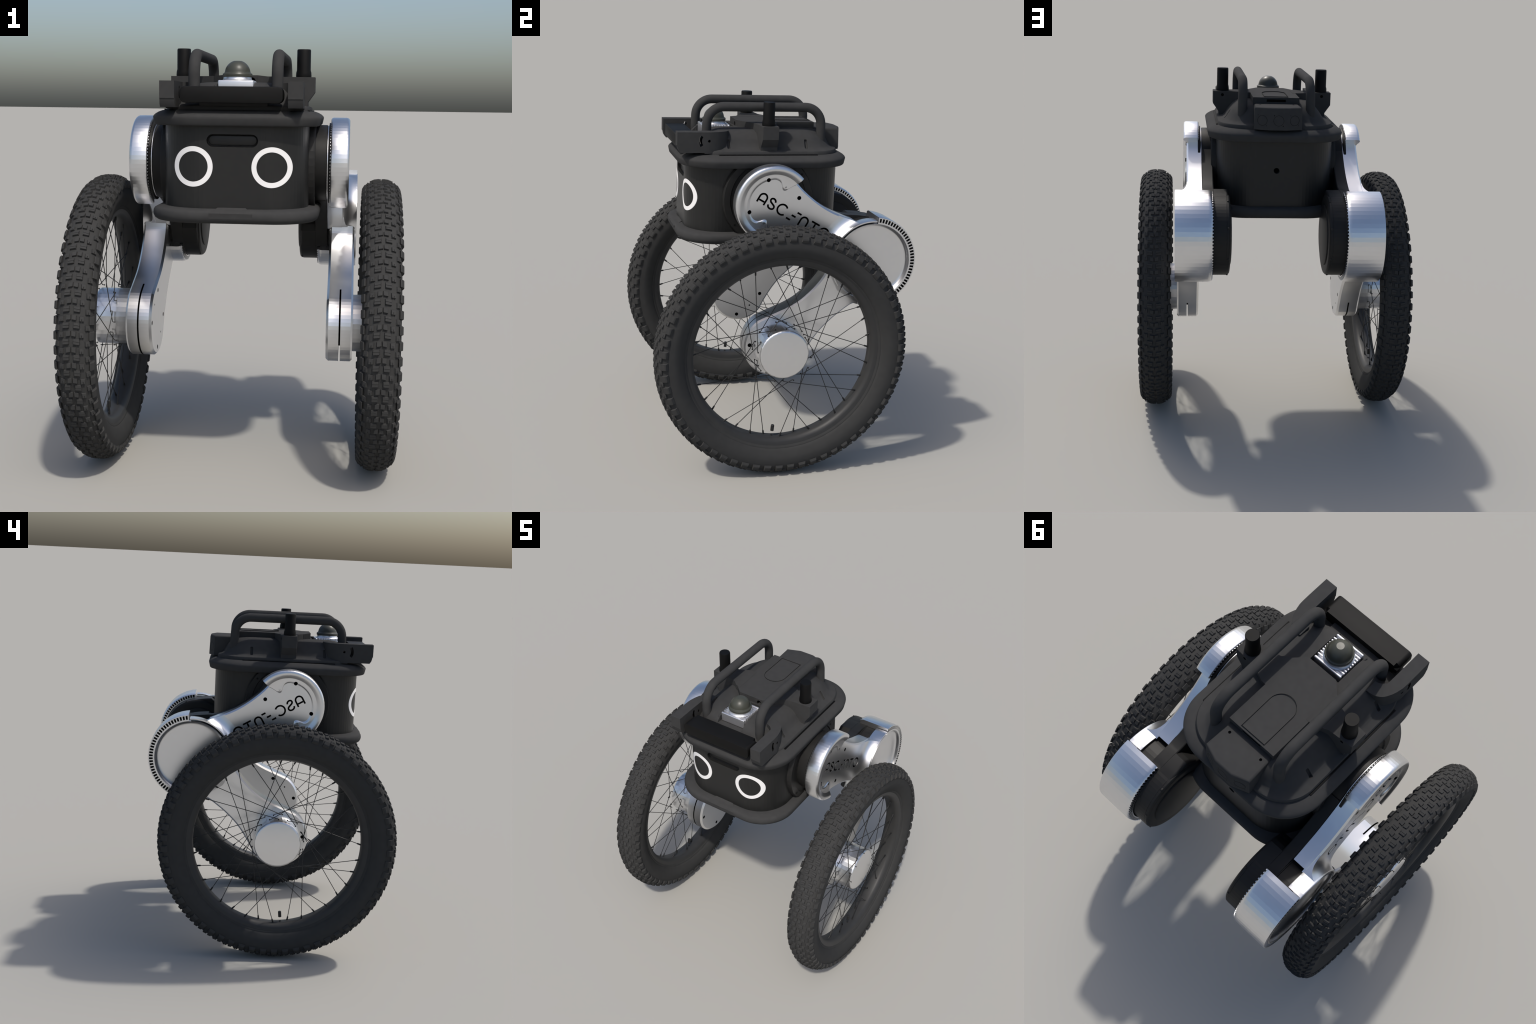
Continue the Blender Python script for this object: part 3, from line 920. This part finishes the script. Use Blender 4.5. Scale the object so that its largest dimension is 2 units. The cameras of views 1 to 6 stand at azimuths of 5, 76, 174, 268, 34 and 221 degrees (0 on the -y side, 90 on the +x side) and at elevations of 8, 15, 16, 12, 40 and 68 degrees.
# spokes: J-bent wire from the hub flange to a nipple in the rim ----
def spoke_mesh(side, turn):
    """flange side (+1 outer), turn (+1/-1): nipple lies 60 deg round from the hook at angle 0"""
    bm = bmesh.new()
    xf = 0.050 * side
    rh = 0.152
    na = radians(60 * turn)
    hook = Vector((xf, rh, 0))
    nip = Vector((0.013 * side, 0.491 * cos(na), 0.491 * sin(na)))
    d = (nip - hook).normalized()
    pin = 0.011 * side * (1 if turn > 0 else -1)
    tube(bm, [hook + Vector((-pin, 0, 0)), hook + Vector((-pin * 0.25, 0, 0)), hook + d * 0.004, hook + d * 0.2, nip], 0.0021, 7)
    cylinder(bm, hook + Vector((-pin, 0, 0)), hook + Vector((-pin - math.copysign(0.0022, pin), 0, 0)), 0.0042, n=9)
    cylinder(bm, nip - d * 0.021, nip + d * 0.006, 0.0044, 0.0054, n=9)
    o = finish(bm, "spoke", SPOKE, WHEEL, smooth=50)
    return o
base = {}
for side in (1, -1):
    for turn in (1, -1):
        base[(side, turn)] = None
for k in range(18):
    for side in (1, -1):
        # world hook angles: inner flange on multiples of 20, outer ones between
        ang = 20 * k + (10 if side > 0 else 0)
        if side > 0: turn = 1 if (ang - 70) % 40 == 0 else -1
        else: turn = 1 if (ang - 80) % 40 == 0 else -1
        if base[(side, turn)] is None:
            o = spoke_mesh(side, turn); base[(side, turn)] = o
        else:
            o = base[(side, turn)].copy(); COL.objects.link(o)
        o.rotation_euler = (radians(ang), 0, 0)

bm = bmesh.new()
va = radians(-95)
vd = Vector((0, cos(va), sin(va)))
for ra, rb, q0, q1 in ((0.4625, 0.431, 0.0095, 0.0095), (0.431, 0.4275, 0.0095, 0.0075), (0.4885, 0.4852, 0.0062, 0.0062)):
    cylinder(bm, vd * ra, vd * rb, q0, q1, 20)
finish(bm, "valve", SPOKE, WHEEL, smooth=40)

# ------------------------------------------------------------------ hierarchy
def flatten():
    """thing > part > sub-part: lift anything deeper up to its part."""
    bpy.context.view_layer.update()
    for o in list(bpy.data.objects):
        chain = [o]
        while chain[-1].parent: chain.append(chain[-1].parent)
        if len(chain) > 3:
            part = chain[-2]
            M = o.matrix_world.copy()
            o.parent = part
            o.matrix_parent_inverse = Matrix.Identity(4)
            o.matrix_local = part.matrix_world.inverted() @ M
flatten()

# ------------------------------------------------------------------ left side
def mirror_tree(root):
    r = root.copy(); COL.objects.link(r)
    r.location.x = -root.location.x
    r.scale = (-1, 1, 1)
    def rec(src, dst):
        for ch in [o for o in bpy.data.objects if o.parent == src]:
            c = ch.copy(); COL.objects.link(c)
            c.parent = dst
            rec(ch, c)
    rec(root, r)
    return r
mirror_tree(LEG)
mirror_tree(WHEEL)
bpy.context.view_layer.update()
